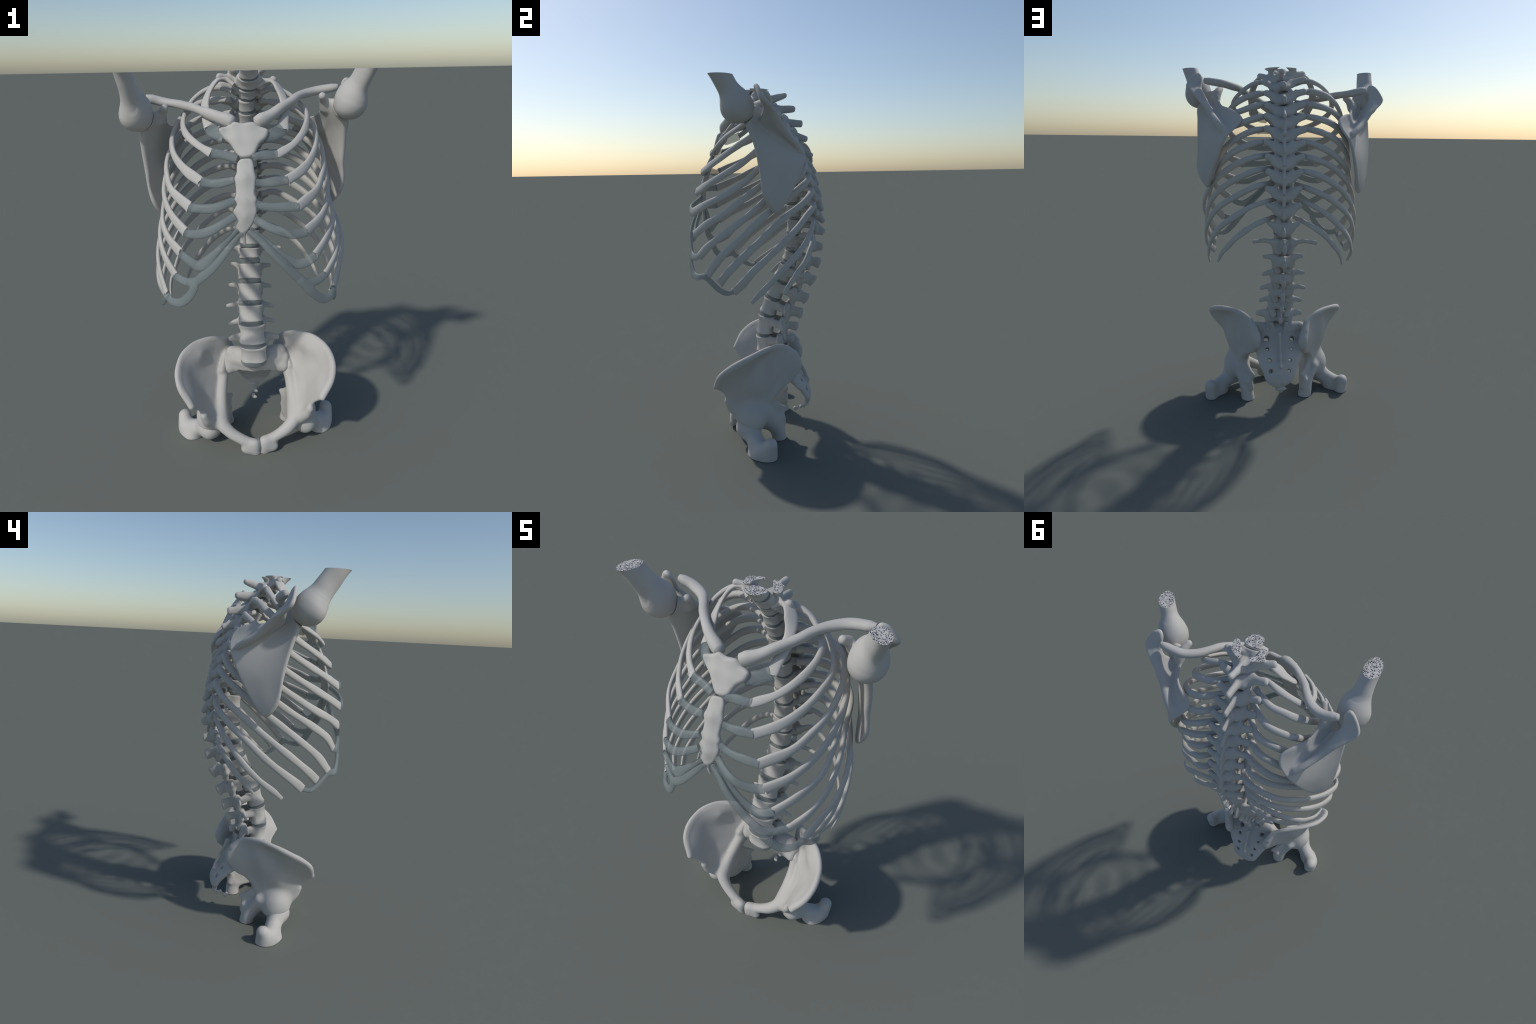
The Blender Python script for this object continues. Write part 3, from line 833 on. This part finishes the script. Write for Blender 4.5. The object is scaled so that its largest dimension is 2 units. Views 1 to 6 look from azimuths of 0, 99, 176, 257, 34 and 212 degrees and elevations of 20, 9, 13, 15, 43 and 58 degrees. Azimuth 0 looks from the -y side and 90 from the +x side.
def hip(sd):
    q = lambda *p: hip_side(p, sd)
    S = Solid(*( (lambda A: (A.min(0) - .06, A.max(0) + .06))(q((.46, -.24, -.02), (.02, .28, .62))) ), .005)
    crest = q((.377, -.193, .372), (.427, -.150, .455), (.441, -.087, .512), (.416, .001, .559), (.352, .078, .586), (.26, .137, .581), (.197, .184, .548), (.164, .229, .5), (.146, .25, .44))
    rest = q((.153, .228, .375), (.165, .2, .338), (.21, .13, .295), (.235, .075, .22), (.25, .0, .14), (.275, -.08, .15), (.305, -.125, .205), (.322, -.142, .255), (.337, -.158, .312))
    S.plate(np.vstack([crest, rest]), [.017, .018, .018, .016, .014, .014, .016, .02, .022, .022, .02, .018, .03, .04, .04, .028, .018, .013],
            q((.372, -.02, .46), (.29, .095, .48), (.322, -.015, .34), (.268, .08, .38), (.365, -.095, .40), (.315, .055, .53), (.285, .0, .28)), [.008, .009, .02, .02, .012, .008, .03], k=.012)
    # rounded lip along the crest
    S.tube(crest[:8], [.015, .0165, .0155, .0135, .012, .012, .014, .016], k=.012)
    # sacroiliac mass
    S.tube(q((.152, .24, .43), (.18, .175, .425), (.212, .105, .37)), [.05, .06, .045], [.022, .022, .022], axis=(0, 0, 1), k=.025)
    # inner wall of the true pelvis, from the brim to the ischium
    S.plate(q((.207, .105, .37), (.222, .045, .30), (.232, -.02, .24), (.234, -.075, .185), (.235, -.06, .11), (.22, .0, .06), (.205, .07, .05), (.195, .135, .07), (.187, .155, .13), (.165, .172, .172), (.195, .145, .2), (.22, .11, .26), (.205, .14, .315)),
            [.02, .022, .026, .03, .028, .022, .022, .02, .016, .007, .012, .02, .02], q((.225, .03, .19), (.215, .08, .14)), [.03, .026], k=.03)
    # pelvic brim down to the pubis
    S.tube(q((.212, .085, .345), (.226, .03, .285), (.237, -.04, .225), (.24, -.085, .172), (.202, -.12, .128), (.142, -.142, .092), (.07, -.16, .06)),
           [.022, .024, .028, .036, .033, .028, .032], [.018, .022, .028, .038, .032, .028, .028], axis=(0, 0, 1), k=.03)
    # acetabulum mass
    S.ball(q((.292, -.015, .16))[0], (.072, .088, .10), k=.04)
    S.tube(q((.318, -.142, .262), (.305, -.125, .215), (.285, -.095, .18)), [.017, .022, .024], k=.025)
    # pubic body and lower ramus
    S.tube(q((.072, -.166, .074), (.064, -.164, .026), (.066, -.158, -.03)), [.022, .024, .022], [.027, .027, .027], axis=(0, 1, 0), k=.018)
    S.ball(q((.1, -.162, .036))[0], (.045, .024, .035), k=.022)
    # ischium
    S.tube(q((.25, .055, .17), (.23, .1, .10), (.212, .128, .04), (.2, .132, -.04)), [.055, .05, .043, .045], [.036, .035, .04, .042], axis=(0, 1, 0), k=.03)
    S.tube(q((.2, .15, .12), (.186, .155, .08)), [.02, .016], k=.02)
    S.ball(q((.296, -.035, .105))[0], .070, k=.006, op='cut')
    S.tube(q((.29, -.03, .09), (.36, .02, .03)), [.067, .064], k=.006, op='cut')
    S.rough(.0016, 26, 50 + sd)
    add('hip_bone', *S.mesh(), angle=0)
    # femur: head, neck, great trochanter
    F = Solid(*( (lambda A: (A.min(0) - .06, A.max(0) + .06))(q((.49, -.11, -.03), (.2, .17, .16))) ), .0045)
    F.ball(q((.296, -.035, .105))[0], .0665, k=.008)
    F.tube(q((.30, -.025, .10), (.355, .015, .065), (.415, .06, .03)), [.056, .05, .055], [.052, .048, .05], axis=(0, 0, 1), k=.035)
    F.tube(q((.435, .082, -.05), (.437, .094, .02), (.44, .118, .082)), [.066, .062, .036], [.043, .042, .036], axis=(0, 1, 0), k=.025)
    F.ball(q((.395, .035, .0))[0], (.055, .055, .05), k=.03)
    F.rough(.0026, 28, 60 + sd)
    add('femur', *F.mesh(), angle=0)


hip(1)
hip(-1)
# symphysis cartilage
S = Solid((-.02, -.26, -.05), (.1, -.1, .12), .004)
S.ball((.036, -.166, .046), (.018, .03, .045), k=.004, rot=[unit((1, .06, 0)), unit((-.06, 1, 0)), (0, 0, 1)])
add('pubic_symphysis', *S.mesh(), (CART,), angle=0)

# ------------------------------------------------------------------------------ sacrum
S = Solid((-.2, .0, .05), (.23, .35, .58), .0045)
stations = [((.018, .105, .44), .105, .05), ((.018, .15, .385), .132, .046), ((.018, .195, .335), .138, .038), ((.017, .238, .285), .122, .032),
            ((.014, .27, .235), .1, .027), ((.012, .288, .19), .078, .021), ((.009, .284, .155), .034, .015)]
P = V([s[0] for s in stations])
S.tube(P, [s[1] for s in stations], [s[2] for s in stations], axis=(1, .06, 0), k=.015, n=24)
# first sacral body with its end plate
S.body(V([.018, .084, .432]), V([1, 0, 0]), unit(V([0, .85, .42])), unit(V([0, -.42, .85])), .076, .056, .07, .08, k=.02, back=.2)
for sd, e1, e2, e3 in ((-1, (-.118, .118, .475), (-.132, .1, .40), (-.12, .17, .36)), (1, (.168, .12, .485), (.186, .102, .41), (.157, .175, .365))):
    root = V([.018 + sd * .055, .105, .43])
    S.tube([root, root * .5 + V(e1) * .5, e1], [.05, .05, .03], [.04, .036, .026], axis=(0, .5, .8), k=.03)
    S.tube([root, root * .5 + V(e2) * .5, e2], [.06, .06, .055], [.032, .028, .022], axis=(0, .2, .9), k=.03)
    S.tube([e2, e3], [.05, .045], [.02, .02], axis=(0, .4, .8), k=.03)
    S.tube([(.016 + sd * .04, .15, .46), (.016 + sd * .046, .165, .51)], [.016, .014], [.012, .010], axis=(1, 0, 0), k=.015)
    for j, (fx, fy, fz) in enumerate([(.08, .22, .44), (.074, .255, .385), (.062, .285, .325), (.054, .305, .262)]):
        cx = .014 + sd * fx
        S.tube([(cx, fy - .14, fz - .075), (cx, fy + .05, fz + .03)], .0105 if j else .014, k=.008, op='cut')
# median crest and the hiatus below it
S.tube([(.014, .205, .46), (.013, .235, .40), (.012, .264, .34), (.011, .292, .28)], [.014, .013, .012, .008], [.008, .008, .008, .007], axis=(0, 1, .6), k=.018)
S.tube([(.009, .312, .272), (.008, .322, .2), (.008, .312, .15)], [.014, .016, .017], k=.006, op='cut')
S.tube([(.014, .13, .53), (.014, .175, .45), (.013, .215, .39)], [.024, .02, .012], [.018, .014, .010], axis=(1, 0, 0), k=.01, op='cut')
S.rough(.0022, 40, 70)
add('sacrum', *S.mesh(), angle=0)
S = Solid((-.05, .17, .06), (.07, .32, .18), .0035)
rng = np.random.RandomState(5)
for (y, z), r in zip([(.282, .138), (.262, .117), (.243, .108), (.226, .1), (.208, .092)], [.02, .015, .011, .011, .013]):
    S.ball((.008 + rng.normal() * .003, y, z), (r * 1.15, r * .75, r * .8), k=.008)
S.tube([(-.022, .28, .135), (.038, .28, .135)], .008, k=.008)
S.rough(.0042, 130, 71)
add('coccyx', *S.mesh(), angle=0)
